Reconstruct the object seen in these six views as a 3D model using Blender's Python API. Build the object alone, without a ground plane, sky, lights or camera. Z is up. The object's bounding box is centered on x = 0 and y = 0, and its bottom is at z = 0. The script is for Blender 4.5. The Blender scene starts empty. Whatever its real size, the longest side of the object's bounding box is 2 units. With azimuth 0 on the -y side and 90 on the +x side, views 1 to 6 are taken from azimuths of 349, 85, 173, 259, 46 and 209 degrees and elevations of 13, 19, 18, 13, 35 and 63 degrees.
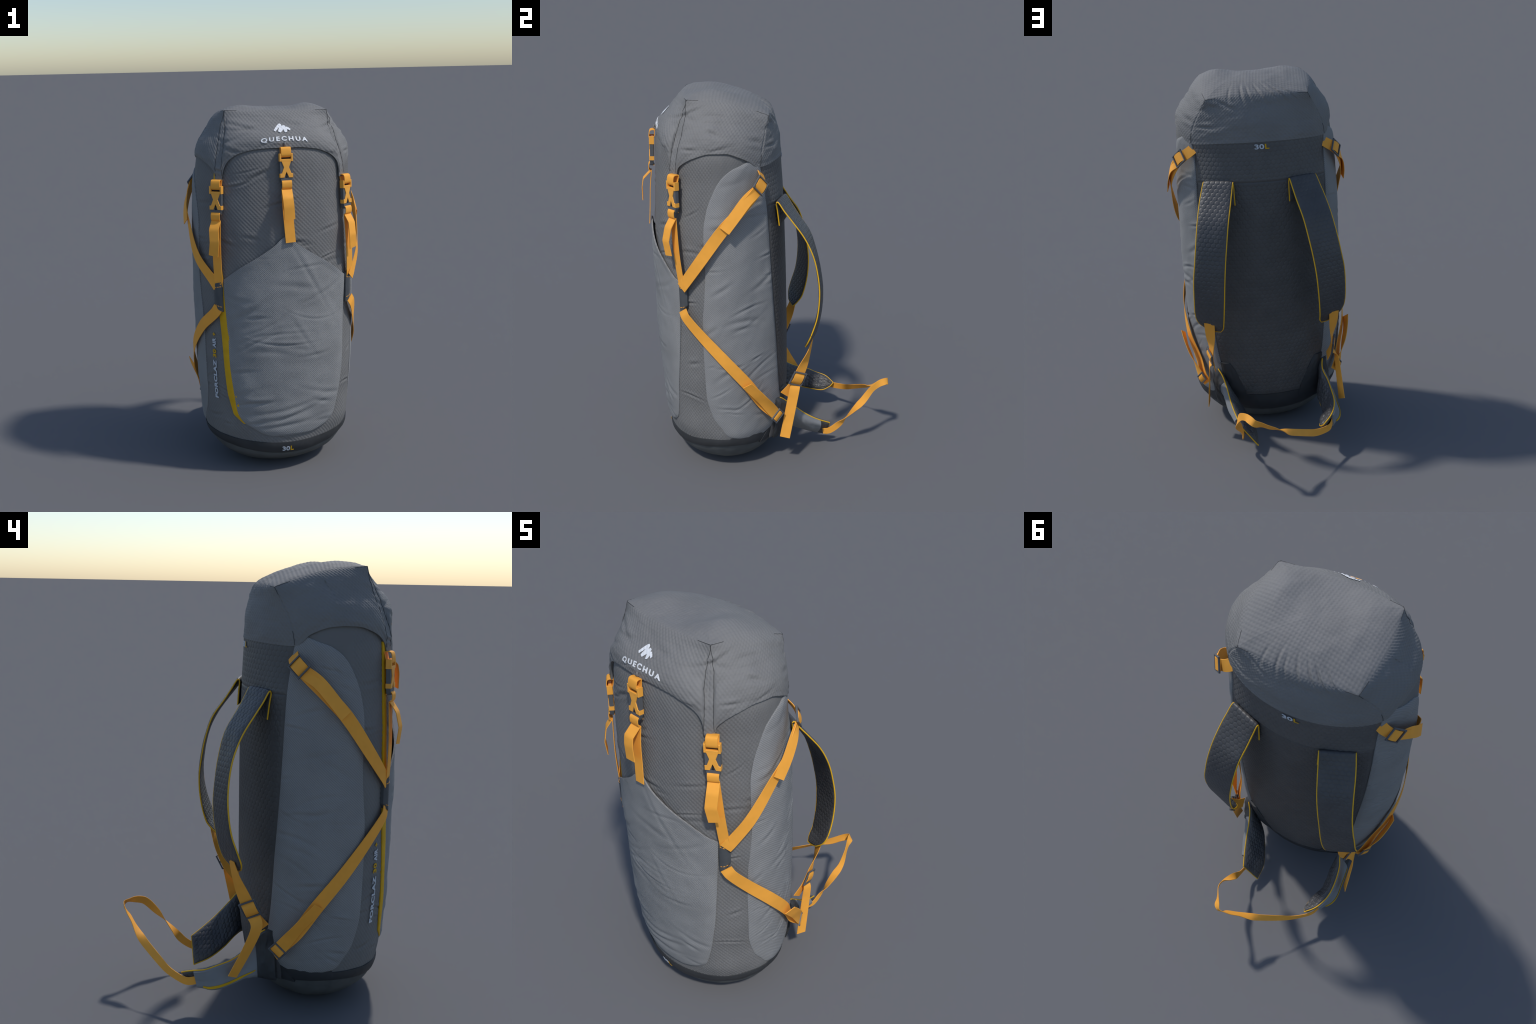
# Tall hiking backpack: an elliptical body loft dressed with fabric panels,
# a pillow-shaped lid, padded harness, webbing and moulded buckles.
import bpy, math
import numpy as np
from mathutils import Vector

RNG = np.random.RandomState(7)
PI = math.pi

# ------------------------------------------------------------------ helpers
def pchip(xs, ys):
    """monotone cubic interpolant through a few control points"""
    x = np.asarray(xs, float); y = np.asarray(ys, float)
    h = np.diff(x); d = np.diff(y) / h
    m = np.zeros_like(y); m[0] = d[0]; m[-1] = d[-1]
    for i in range(1, len(x) - 1):
        if d[i - 1] * d[i] > 0:
            w1 = 2 * h[i] + h[i - 1]; w2 = h[i] + 2 * h[i - 1]
            m[i] = (w1 + w2) / (w1 / d[i - 1] + w2 / d[i])
    def f(q):
        q = np.clip(np.asarray(q, float), x[0], x[-1])
        i = np.clip(np.searchsorted(x, q, side='right') - 1, 0, len(h) - 1)
        t = (q - x[i]) / h[i]; t2 = t * t; t3 = t2 * t
        return ((2*t3 - 3*t2 + 1) * y[i] + (t3 - 2*t2 + t) * h[i] * m[i]
                + (-2*t3 + 3*t2) * y[i+1] + (t3 - t2) * h[i] * m[i+1])
    return f

def sstep(a, b, x):
    t = np.clip((x - a) / (b - a), 0, 1)
    return t * t * (3 - 2 * t)

def catmull(P, n, closed=False):
    """n samples, evenly spaced by length, of a centripetal-like spline"""
    P = np.asarray(P, float)
    if len(P) == 2:
        t = np.linspace(0, 1, n)[:, None]
        return P[0] * (1 - t) + P[1] * t
    E = np.vstack([2 * P[0] - P[1], P, 2 * P[-1] - P[-2]])
    out = []
    for i in range(1, len(E) - 2):
        a, b, c, d = E[i-1], E[i], E[i+1], E[i+2]
        L = np.linalg.norm(c - b) + 1e-9
        m0 = (c - a) / (np.linalg.norm(b - a) + L + 1e-9) * L
        m1 = (d - b) / (np.linalg.norm(d - c) + L + 1e-9) * L
        t = np.linspace(0, 1, 24, endpoint=False)[:, None]; t2 = t*t; t3 = t2*t
        out.append((2*t3-3*t2+1)*b + (t3-2*t2+t)*m0 + (-2*t3+3*t2)*c + (t3-t2)*m1)
    Q = np.vstack(out + [P[-1:]])
    return resample(Q, n)

def resample(Q, n):
    Q = np.asarray(Q, float)
    s = np.r_[0, np.cumsum(np.linalg.norm(np.diff(Q, axis=0), axis=1))]
    t = np.linspace(0, s[-1], n)
    return np.stack([np.interp(t, s, Q[:, k]) for k in range(Q.shape[1])], 1)

_tab = RNG.rand(256, 256)
def vnoise(x, y):
    xi = np.floor(x).astype(int); yi = np.floor(y).astype(int)
    fx = x - xi; fy = y - yi
    fx = fx*fx*(3-2*fx); fy = fy*fy*(3-2*fy)
    g = lambda a, b: _tab[a & 255, b & 255]
    return ((g(xi, yi)*(1-fx) + g(xi+1, yi)*fx)*(1-fy)
            + (g(xi, yi+1)*(1-fx) + g(xi+1, yi+1)*fx)*fy) - .5

def fbm(x, y, o=3):
    r = 0; a = 1.0
    for k in range(o):
        r = r + a * vnoise(x * 2**k + 17*k, y * 2**k + 5*k); a *= .5
    return r

def unit(v):
    v = np.asarray(v, float)
    return v / (np.linalg.norm(v, axis=-1, keepdims=True) + 1e-12)

def grid_normals(P, wrap=False):
    if wrap:
        du = np.roll(P, -1, 1) - np.roll(P, 1, 1)
    else:
        du = np.gradient(P, axis=1)
    dv = np.gradient(P, axis=0)
    return unit(np.cross(du, dv))

COL = bpy.context.scene.collection

def make_mesh(name, V, faces, mats, mat_idx=None, smooth=True, angle=50):
    me = bpy.data.meshes.new(name)
    V = np.asarray(V, float)
    if isinstance(faces, np.ndarray):
        nf, k = faces.shape
        me.vertices.add(len(V)); me.vertices.foreach_set('co', V.ravel())
        me.loops.add(nf * k); me.loops.foreach_set('vertex_index', faces.ravel().astype(np.int32))
        me.polygons.add(nf)
        me.polygons.foreach_set('loop_start', np.arange(0, nf * k, k, dtype=np.int32))
    else:
        me.from_pydata([tuple(v) for v in V], [], [tuple(int(i) for i in f) for f in faces])
    for m in (mats if isinstance(mats, (list, tuple)) else [mats]):
        me.materials.append(m)
    if mat_idx is not None:
        me.polygons.foreach_set('material_index', np.asarray(mat_idx, np.int32))
    me.update(calc_edges=True); me.validate()
    if smooth:
        me.shade_smooth(); me.set_sharp_from_angle(angle=math.radians(angle))
    return me

def add(name, me, parent):
    ob = bpy.data.objects.new(name, me); COL.objects.link(ob)
    ob.parent = parent
    return ob

def quads(nv, nu, wrap=False, flip=False, base=0):
    i, j = np.meshgrid(np.arange(nv - 1), np.arange(nu if wrap else nu - 1), indexing='ij')
    j2 = (j + 1) % nu
    q = np.stack([i*nu + j, i*nu + j2, (i+1)*nu + j2, (i+1)*nu + j], -1).reshape(-1, 4) + base
    return q[:, ::-1] if flip else q

def sheet(name, P, N, depth, mats, parent, wrap=False, flip=False, angle=50):
    """grid surface P with a skirt turned inward along -N by depth: a panel with an edge"""
    nv, nu = P.shape[:2]
    V = [P.reshape(-1, 3)]; F = [quads(nv, nu, wrap, flip)]
    base = nv * nu
    idx = np.arange(nv * nu).reshape(nv, nu)
    loops = [(idx[0], N[0], P[0], wrap, False), (idx[-1], N[-1], P[-1], wrap, True)]
    if not wrap:
        loops += [(idx[:, 0], N[:, 0], P[:, 0], False, True), (idx[:, -1], N[:, -1], P[:, -1], False, False)]
    for ring, n, p, w, rev in loops:
        k = len(ring); V.append(p - n * depth)
        a = ring; b = base + np.arange(k); base += k
        j = np.arange(k if w else k - 1); j2 = (j + 1) % k
        q = np.stack([a[j], b[j], b[j2], a[j2]], -1)
        if rev != flip: q = q[:, ::-1]
        F.append(q)
    return add(name, make_mesh(name, np.vstack(V), np.vstack(F), mats, angle=angle), parent)

def frames(C, W):
    T = unit(np.gradient(C, axis=0))
    W = W - (W * T).sum(1, keepdims=True) * T
    W = unit(W)
    return T, W, np.cross(T, W)

def ribbon(name, pts, wdirs, width, mat, parent, n=None, thick=.0035, sharp=False, taper=None):
    """webbing: a flat band of real thickness following pts, its width along wdirs"""
    pts = np.asarray(pts, float); wd = np.asarray(wdirs, float)
    if wd.ndim == 1: wd = np.tile(wd, (len(pts), 1))
    L = np.linalg.norm(np.diff(pts, axis=0), axis=1).sum()
    n = n or max(8, int(L / .010))
    Q = np.hstack([pts, unit(wd) * .05])
    Q = resample(Q, n) if sharp else catmull(Q, n)
    C = Q[:, :3]; T, W, U = frames(C, Q[:, 3:])
    w = np.full(n, width / 2.)
    if taper is not None: w = w * np.interp(np.linspace(0, 1, n), *taper)
    e = .0012
    prof = [(-1, -.5, 0), (-1, .5, 0), (1, .5, 0), (1, -.5, 0)]
    # 8 point cross-section with softly rounded selvedges
    cs = [(-1, -.25), (-.97, .5), (-.5, .55), (.5, .55), (.97, .5), (1, -.25), (.97, -.5), (-.97, -.5)]
    R = np.stack([C + W * (a * w)[:, None] + U * (b * thick) for a, b in cs], 1)
    F = quads(n, len(cs), True)
    V = R.reshape(-1, 3); k = len(cs)
    caps = [tuple(range(k))[::-1], tuple(range((n - 1) * k, n * k))]
    me = make_mesh(name, V, [tuple(f) for f in F] + caps, mat, angle=35)
    return add(name, me, parent)

def tube(name, pts, r, mat, parent, n=None, k=8, closed=False, smoothpath=True):
    pts = np.asarray(pts, float)
    L = np.linalg.norm(np.diff(pts, axis=0), axis=1).sum()
    n = n or max(6, int(L / .008))
    C = catmull(pts, n) if smoothpath else resample(pts, n)
    T = unit(np.gradient(C, axis=0))
    ref = np.zeros_like(T); ref[:] = (0.13, .31, .94)
    A = unit(np.cross(T, ref)); B = np.cross(T, A)
    a = np.arange(k) * 2 * PI / k
    R = C[:, None] + r * (A[:, None] * np.cos(a)[None, :, None] + B[:, None] * np.sin(a)[None, :, None])
    F = [tuple(f) for f in quads(n, k, True, True)]
    caps = [tuple(range(k)), tuple(range((n - 1) * k, n * k))[::-1]]
    return add(name, make_mesh(name, R.reshape(-1, 3), F + caps, mat), parent)

def frame_matrix(c, x, y):
    x = unit(x); z = unit(np.cross(x, y)); y = np.cross(z, x)
    return np.asarray(c, float), x, y, z

def place(V, fr):
    c, x, y, z = fr; V = np.asarray(V, float)
    return c + V[:, :1] * x + V[:, 1:2] * y + V[:, 2:3] * z

def prism(outline, z0, z1, bev=.0015):
    """extruded outline with chamfered front and back edges"""
    o = np.asarray(outline, float); n = len(o)
    pr = np.roll(o, 1, 0); nx = np.roll(o, -1, 0)
    t = unit(o - pr); u = unit(nx - o)
    if np.sum(o[:, 0]*nx[:, 1] - nx[:, 0]*o[:, 1]) < 0:
        o = o[::-1]; pr = np.roll(o, 1, 0); nx = np.roll(o, -1, 0); t = unit(o-pr); u = unit(nx-o)
    nin = unit(np.stack([-t[:, 1], t[:, 0]], 1) + np.stack([-u[:, 1], u[:, 0]], 1))
    i = o + nin * bev
    R = [np.c_[i, np.full(n, z0)], np.c_[o, np.full(n, z0+bev)], np.c_[o, np.full(n, z1-bev)], np.c_[i, np.full(n, z1)]]
    V = np.vstack(R); F = []
    for r in range(3):
        for j in range(n):
            F.append((r*n+j, r*n+(j+1) % n, (r+1)*n+(j+1) % n, (r+1)*n+j))
    F.append(tuple(range(n))[::-1]); F.append(tuple(range(3*n, 4*n)))
    return V, F

def join_prisms(parts):
    V = []; F = []; M = []; b = 0
    for (v, f), m in parts:
        V.append(v); F += [tuple(i + b for i in q) for q in f]; M += [m] * len(f); b += len(v)
    return np.vstack(V), F, M

def rect(x0, y0, x1, y1):
    return [(x0, y0), (x1, y0), (x1, y1), (x0, y1)]

# ---------------------------------------------------------------- materials
def new_mat(name):
    m = bpy.data.materials.new(name); m.use_nodes = True
    nt = m.node_tree; b = nt.nodes['Principled BSDF']
    return m, nt, b

def fabric(name, col, rough=.85, var=.10, scale=9., bump=.15, weave=None, weave_h=.25, spec=.3, sheen=0., grain=900.):
    """cloth: colour drifting gently, fine thread grain, optional diagonal twill rib"""
    m, nt, b = new_mat(name); N = nt.nodes; L = nt.links
    tc = N.new('ShaderNodeTexCoord')
    n1 = N.new('ShaderNodeTexNoise'); n1.inputs['Scale'].default_value = scale; n1.inputs['Detail'].default_value = 6
    L.new(tc.outputs['Object'], n1.inputs['Vector'])
    cr = N.new('ShaderNodeValToRGB')
    cr.color_ramp.elements[0].position = .3; cr.color_ramp.elements[1].position = .72
    cr.color_ramp.elements[0].color = (*[c * (1 - var) for c in col], 1)
    cr.color_ramp.elements[1].color = (*[min(1, c * (1 + var)) for c in col], 1)
    L.new(n1.outputs['Fac'], cr.inputs['Fac'])
    out = cr.outputs['Color']
    n2 = N.new('ShaderNodeTexNoise'); n2.inputs['Scale'].default_value = grain; n2.inputs['Detail'].default_value = 2
    L.new(tc.outputs['Object'], n2.inputs['Vector'])
    height = n2.outputs['Fac']
    if weave:
        sep = N.new('ShaderNodeSeparateXYZ'); L.new(tc.outputs['Object'], sep.inputs[0])
        def mth(op, a, bb=None):
            q = N.new('ShaderNodeMath'); q.operation = op
            for i, v in enumerate((a, bb)):
                if v is None: continue
                if isinstance(v, (int, float)): q.inputs[i].default_value = v
                else: L.new(v, q.inputs[i])
            return q.outputs[0]
        yy = mth('ADD', sep.outputs['Y'], .25)
        ang = mth('MULTIPLY', mth('ARCTAN2', yy, sep.outputs['X']), .42)
        d = mth('ADD', ang, sep.outputs['Z']); d2 = mth('SUBTRACT', ang, sep.outputs['Z'])
        w1 = mth('SINE', mth('MULTIPLY', d, 2 * PI / weave))
        w2 = mth('SINE', mth('MULTIPLY', d2, 2 * PI / (weave * .8)))
        wv = mth('ADD', mth('MULTIPLY', w1, .7), mth('MULTIPLY', w2, .3))
        height = mth('ADD', mth('MULTIPLY', wv, weave_h), height)
        # colour follows the ribs: darker in the valleys, lighter on the crests
        mx = N.new('ShaderNodeMix'); mx.data_type = 'RGBA'; mx.blend_type = 'MULTIPLY'
        mr = N.new('ShaderNodeMapRange'); L.new(wv, mr.inputs['Value'])
        mr.inputs['From Min'].default_value = -1; mr.inputs['From Max'].default_value = 1
        mr.inputs['To Min'].default_value = .82; mr.inputs['To Max'].default_value = 1.10
        L.new(out, mx.inputs[6]); L.new(mr.outputs[0], mx.inputs[7]); mx.inputs[0].default_value = 1
        out = mx.outputs[2]
    L.new(out, b.inputs['Base Color'])
    bp = N.new('ShaderNodeBump'); bp.inputs['Strength'].default_value = bump; bp.inputs['Distance'].default_value = .002
    L.new(height, bp.inputs['Height']); L.new(bp.outputs[0], b.inputs['Normal'])
    b.inputs['Roughness'].default_value = rough
    b.inputs['Specular IOR Level'].default_value = spec
    if sheen:
        b.inputs['Sheen Weight'].default_value = sheen; b.inputs['Sheen Roughness'].default_value = .5
    return m

def plain(name, col, rough=.5, spec=.4, var=.05, scale=25.):
    return fabric(name, col, rough, var, scale, .04, spec=spec, grain=400.)

M_BODY = fabric('dimpled_grey_nylon', (.168, .166, .164), .74, .07, 7, .12, spec=.35)
M_LID = fabric('dimpled_lid_nylon', (.188, .186, .184), .72, .06, 6, .12, spec=.35)
M_LIGHT = fabric('twill_light_grey', (.266, .267, .268), .80, .07, 6, .42, weave=.0112, weave_h=.6, spec=.25)
M_POUCH = fabric('smooth_light_grey', (.235, .240, .245), .75, .06, 9, .12, spec=.3)
M_HEX = fabric('dark_air_mesh', (.077, .075, .075), .54, .10, 12, .10, spec=.5)
M_PAD = fabric('dark_strap_mesh', (.068, .067, .069), .45, .10, 14, .10, spec=.5)
M_BAND = fabric('charcoal_coated_fabric', (.036, .038, .041), .60, .12, 10, .2, spec=.4)
M_SLEEVE = fabric('charcoal_sleeve_fabric', (.046, .049, .052), .60, .2, 16, .2, spec=.4)
M_BASE = fabric('grey_base_fabric', (.098, .104, .105), .75, .15, 14, .25)
M_ORANGE = fabric('orange_webbing', (.93, .405, .055), .65, .04, 20, .12, spec=.25)
M_OPLAST = plain('orange_plastic', (.93, .42, .060), .48)
M_GPLAST = plain('grey_plastic', (.105, .110, .118), .45)
M_YELLOW = plain('mustard_piping', (.80, .44, .012), .5)
M_ZIP = fabric('mustard_zip_tape', (.66, .37, .010), .7, .08, 18, .15)
M_WHITE = plain('white_print', (.80, .81, .83), .5, var=.03)
M_SILVER = plain('pale_print', (.56, .60, .66), .5, var=.05)
M_SEAM = plain('dark_seam_line', (.050, .050, .052), .8)
M_TAB = plain('charcoal_webbing', (.075, .080, .086), .6, var=.12)
M_DARK = plain('dark_slot', (.016, .016, .017), .8)

# --------------------------------------------------------------- body form
fA = pchip([0, .010, .03, .06, .10, .14, .17, .21, .25, .42, .55, .75, 1.05, 1.3, 1.41, 1.6, 1.66, 1.72, 1.80, 1.86],
           [.17, .22, .266, .309, .351, .381, .397, .409, .418, .434, .442, .446, .451, .449, .444, .434, .428, .418, .385, .34])
fF = pchip([0, .010, .03, .06, .10, .14, .17, .21, .25, .42, .55, .75, 1.05, 1.3, 1.41, 1.6, 1.72, 1.78, 1.82, 1.86],
           [-.38, -.42, -.455, -.500, -.543, -.560, -.567, -.571, -.575, -.587, -.594, -.598, -.595, -.588, -.578, -.565, -.557, -.544, -.512, -.47])
fB = pchip([0, .010, .03, .06, .10, .14, .17, .21, .25, .42, .55, .75, 1.05, 1.3, 1.41, 1.6, 1.72, 1.80, 1.86],
           [-.14, -.09, -.050, -.010, .021, .038, .046, .054, .063, .079, .082, .085, .085, .083, .080, .073, .070, .05, .02])

def body(th, z, off=0.):
    """point on the pack at ellipse angle th (degrees, -90 = front) and height z, pushed out by off"""
    th = np.radians(th)
    def raw(t, q):
        lean = sstep(1.72, 1.58, q) * sstep(.12, .40, q)          # the load sags a little to the wearer's left
        a = fA(q) - .004 - .006 * lean; f = fF(q); bk = fB(q); c = (f + bk) / 2; b = (bk - f) / 2
        P = np.stack([a * np.cos(t) - .006 * lean, c + b * np.sin(t), q], -1)
        # upper front corners are squared out by the contents
        dg = np.degrees(t)
        lobe = lambda c, w: sum(np.exp(-((dg - k) / w) ** 2) for k in (c, c + 360, c - 360))
        sq = .010 * sstep(1.25, 1.50, q) * (lobe(-54, 17) + lobe(-126, 17))
        sq = sq + sstep(.16, .28, q) * sstep(.95, .45, q) * (.016 * lobe(-44, 18) + .007 * lobe(-132, 16))
        # and the rear corners by the frame
        sq = sq + .010 * sstep(.18, .30, q) * sstep(1.62, 1.42, q) * (1.3 * lobe(49, 15) + lobe(133, 16))
        P[..., 0] += sq * np.cos(t); P[..., 1] += sq * np.sin(t)
        return P
    th, z = np.broadcast_arrays(np.asarray(th, float), np.asarray(z, float))
    P = raw(th, z)
    e = 1e-3
    n = unit(np.cross(raw(th + e, z) - raw(th - e, z), raw(th, np.minimum(z + e, 1.86)) - raw(th, np.maximum(z - e, 0))))
    off = np.broadcast_to(np.asarray(off, float), z.shape)
    return P + n * off[..., None], n

def dimples(u, v, p=.0155, a=.0007):
    k = 2 * PI / p
    w = fbm(u * 6, v * 6, 2) * .5
    d1 = np.sin(k * (u * .72 + v * .70) + w); d2 = np.sin(k * (u * .72 - v * .70) + w)
    return a * (.72 * d1 + .48 * d2 - .35 * d1 * d2)

def make_folds(n, urange, vrange, seed, length=(.08, .25), depth=(.002, .005), tilt=(-.3, .3), width=(.006, .014)):
    r = np.random.RandomState(seed)
    return [(r.uniform(*urange), r.uniform(*vrange), r.uniform(*tilt), r.uniform(*length),
             r.uniform(*depth), r.uniform(*width), r.uniform(-1.5, 1.5)) for _ in range(n)]

def folds(u, v, L):
    h = np.zeros_like(u)
    for (cu, cv, t, ln, d, w, bend) in L:
        du = u - cu; dv = v - cv
        a = du * math.cos(t) + dv * math.sin(t)
        c = -du * math.sin(t) + dv * math.cos(t) - bend * a * a
        win = np.exp(-(a / (ln * .5)) ** 2 * 1.5)
        x = c / w
        h += d * win * (-np.exp(-x * x) + .75 * np.exp(-(x - 1.9) ** 2 * .6) + .3 * np.exp(-(x + 1.8) ** 2 * .6))
    return h

ROOT = bpy.data.objects.new('hiking_backpack', None); COL.objects.link(ROOT)
ROOT['label'] = 'tall grey hiking backpack with orange webbing straps and buckles'
ROOT['category'] = 'backpack'

# main compartment: fine mesh over the exposed front, coarse under the panels
th = np.r_[np.linspace(-190, -172, 10, endpoint=False), np.linspace(-172, 8 - 16, 420, endpoint=False),
           np.linspace(-8, 40, 60, endpoint=False), np.linspace(40, 170, 40, endpoint=False)]
zz = np.r_[np.linspace(.10, 1.80, 560), np.linspace(1.81, 1.86, 5)]
TH, ZZ = np.meshgrid(th, zz)
ZZ = np.maximum(ZZ, .135 + .030 * np.cos(np.radians(2 * TH)) + .022 + (ZZ - .10) * .02)
U = np.radians(TH) * .43
fl = make_folds(46, (-1.3, -.05), (.2, 1.75), 3, length=(.06, .22), depth=(.0015, .0045), tilt=(-.35, .45), width=(.005, .011))
off = dimples(U, ZZ, a=.0009) + folds(U, ZZ, fl) + .005 * fbm(U * 7, ZZ * 5, 3) * sstep(1.82, 1.7, ZZ)
P, Nn = body(TH, ZZ, off)
V = P.reshape(-1, 3); F = quads(len(zz), len(th), True)
top = len(V); V = np.vstack([V, [[0, -.22, 1.86]]])
caps = np.array([((len(zz)-1)*len(th)+j, (len(zz)-1)*len(th)+(j+1) % len(th), top, top) for j in range(0)]).reshape(-1, 4)
add('main_compartment', make_mesh('main_compartment', V[:-1], F, M_BODY), ROOT)

# base: shallow dome and the charcoal band wrapped around it
band_top = lambda t: .205 + .018 * np.cos(np.radians(2 * t)) + .032 * np.sin(np.radians(t))*(np.sin(np.radians(t)) > 0) - .006*(np.sin(np.radians(t)) < 0)
band_bot = lambda t: .144 + .030 * np.cos(np.radians(2 * t))
th = np.linspace(-180, 180, 240, endpoint=False); vv = np.linspace(0, 1, 40)
TH, VV = np.meshgrid(th, vv)
ZZ = (VV ** 1.6) * (band_bot(TH) + .03)
P, Nn = body(TH, ZZ, .0005 + .004 * fbm(TH * .05, ZZ * 12, 3) * sstep(0, .04, ZZ))
# close the dome at its very lowest point
P[0, :, 0] *= .02; P[0, :, 1] = -.26 + (P[0, :, 1] + .26) * .02; P[..., 2] = np.maximum(P[..., 2], 0)
add('bottom_panel', make_mesh('bottom_panel', P.reshape(-1, 3), quads(40, 240, True), M_BASE), ROOT)

th = np.linspace(-180, 180, 400, endpoint=False); vv = np.linspace(0, 1, 28)
TH, VV = np.meshgrid(th, vv)
ZZ = band_bot(TH) * (1 - VV) + band_top(TH) * VV
off = .0055 + .003 * np.sin(PI * VV) + .003 * np.clip(np.sin(np.radians(TH)), 0, 1) + .003 * fbm(TH * .12, ZZ * 14, 3)
P, Nn = body(TH, ZZ, off)
BAND = sheet('bottom_band', P, Nn, .007, M_BAND, ROOT, wrap=True)

# --------------------------------------------------------------- side panels
sp_front = pchip([.206, .218, .233, .28, .348, .483, .69, .90, 1.0, 1.147, 1.361, 1.459, 1.528, 1.602, 1.652, 1.672, 1.69],
                 [14, 6, -1.5, -8, -15.4, -20, -20, -19.3, -17.5, -15.8, -16.2, -13.6, -9.2, -1.9, 8.9, 19, 27])
sp_back = pchip([.206, .24, .30, .37, .445, .77, 1.09, 1.46, 1.6, 1.66, 1.69], [34, 46, 52, 51.5, 49, 45.3, 42.2, 39.4, 36.8, 35, 34])
def side_panel(sx, seed):
    nz, nu = 430, 150
    q = np.linspace(0, 1, nz); q = .5 - .5 * np.cos(PI * q) * (.25) - (.5 - q) * .75 if False else q
    z = .206 + (1.69 - .206) * (q + .03 * np.sin(2 * PI * q) * -1)
    u = np.linspace(0, 1, nu)
    ZZ, UU = np.meshgrid(z, u, indexing='ij')
    TH = sp_front(ZZ) * (1 - UU) + sp_back(ZZ) * UU
    S = np.radians(TH) * .40
    L = make_folds(34, (-.12, .32), (.25, 1.62), seed, length=(.07, .30), depth=(.001, .0052), tilt=(-.25, .60), width=(.006, .013))
    edge = np.minimum(UU, (1 - UU) * 4) * (sp_back(ZZ) - sp_front(ZZ)) / 12.
    ezz = np.minimum((ZZ - .206), (1.69 - ZZ)) / .05
    puff = .0065 * np.sqrt(np.clip(np.minimum(edge, ezz), 0, 1))
    off = .003 + puff + .003 * sstep(.7, 1, UU) + folds(S, ZZ, L) * sstep(0, .6, edge) * .65 + .006 * fbm(S * 6, ZZ * 6 - S * 3, 3) * sstep(0, .8, edge)
    P, Nn = body(TH if sx > 0 else 180 - TH, ZZ, off)
    return sheet('side_panel', P, Nn, .008, M_LIGHT, ROOT, flip=(sx < 0))
side_panel(1, 21); side_panel(-1, 22)

# -------------------------------------------------------------- front pocket
pk_left = pchip([.222, .226, .24, .262, .309, .366, .51, .63, .89, 1.09], [2, 13, 20, 25, 34.5, 38.6, 41.2, 43.1, 44.8, 46.2])
pk_half = pchip([.222, .226, .24, .262, .30, .35, .40, .49, .63, .90, 1.09], [2, 13, 24, 31.5, 37.5, 40, 41.8, 44, 46.8, 49.7, 51.2])
pk_top = pchip([0, 3, 8, 19, 33, 46.5, 52], [1.335, 1.325, 1.290, 1.232, 1.168, 1.100, 1.080])
nz, nu = 420, 260
q = np.linspace(0, 1, nz) ** 1.25
z0 = .222 + (1.09 - .222) * q
ZR, UU = np.meshgrid(z0, np.linspace(-1, 1, nu), indexing='ij')
TH = -90 + UU * np.where(UU > 0, pk_half(ZR), pk_left(ZR))
ZZ = ZR + (pk_top(np.abs(TH + 90)) - 1.09) * sstep(.45, 1.09, ZR)
S = np.radians(TH) * .43
L = make_folds(26, (-1.0, -.35), (.26, 1.25), 41, length=(.12, .40), depth=(.002, .0052), tilt=(-.25, .5), width=(.007, .016))
L += [(-.56, 1.12, -1.05, .50, .0032, .012, .1), (-.60, .80, -1.0, .3, .0022, .012, .2),     # long diagonals from the apex
      (-.85, .42, .06, .20, .009, .012, .4), (-.86, .30, .1, .12, .006, .010, 0),
      (-.47, .40, -.2, .10, .006, .011, 0), (-.72, .37, .16, .55, .005, .013, .3), (-.70, .285, .1, .5, .005, .012, .2)]
e1 = (1 - np.abs(UU)) * pk_half(ZR) / 6.; e2 = (ZR - .222) / .03; e3 = (1.09 - ZR) / .08
puff = .005 * np.sqrt(np.clip(np.minimum(e1, e2), 0, 1))
lift = .009 * sstep(.80, 1.09, ZR) * (1 - .75 * np.abs(UU) ** 3)
ease = sstep(0, .5, np.minimum(e1, e2)) * (.35 + .65 * sstep(0, .5, e3))
off = .005 + puff + lift + folds(S, ZZ, L) * ease * .55 + .009 * fbm(S * 5 + 3, ZZ * 5, 3) * ease
P, Nn = body(TH, ZZ, off)
POCKET = sheet('front_pocket', P, Nn, .0075, M_LIGHT, ROOT)

# ------------------------------------------------- back panel with honeycomb
def hexcell(x, y, w=.0255, groove=.0042):
    """pointy-top honeycomb: 0 in the joints, 1 on the cell pads"""
    h = w * math.sqrt(3)
    def loc(ox, oy):
        return (x - ox + w/2) % w - w/2, (y - oy + h/2) % h - h/2
    def hd(a, b):
        a = np.abs(a); b = np.abs(b)
        return np.maximum(a, a * .5 + b * (math.sqrt(3) / 2))
    d = np.minimum(hd(*loc(0, 0)), hd(*loc(w/2, h/2)))
    return sstep(0, groove, w/2 - d)

def back_patch(name, zlo, zhi, off0, inset, parent, mat=None):
    nz = int((zhi - zlo) / .0030); nu = 360
    z = np.linspace(zlo, zhi, nz); u = np.linspace(0, 1, nu)
    ZZ, UU = np.meshgrid(z, u, indexing='ij')
    lo = sp_back(ZZ) + inset; TH = lo + (180 - 2 * lo) * UU
    S = np.radians(TH - 90) * .40
    e = np.minimum(np.minimum(UU, 1 - UU) * 30, np.minimum(ZZ - zlo, zhi - ZZ) / .012)
    off = off0 + .004 * np.sqrt(np.clip(e, 0, 1)) + .0016 * hexcell(S, ZZ) * sstep(.2, 1, e) + .003 * fbm(S * 4, ZZ * 4, 2)
    P, Nn = body(TH, ZZ, off)
    return sheet(name, P, Nn, .009, mat or M_HEX, parent)
M_YOKE = fabric('charcoal_air_mesh', (.094, .092, .092), .55, .08, 12, .10, spec=.5)
YOKE = back_patch('back_yoke', 1.446, 1.668, .0035, -.3, ROOT, M_YOKE)
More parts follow.
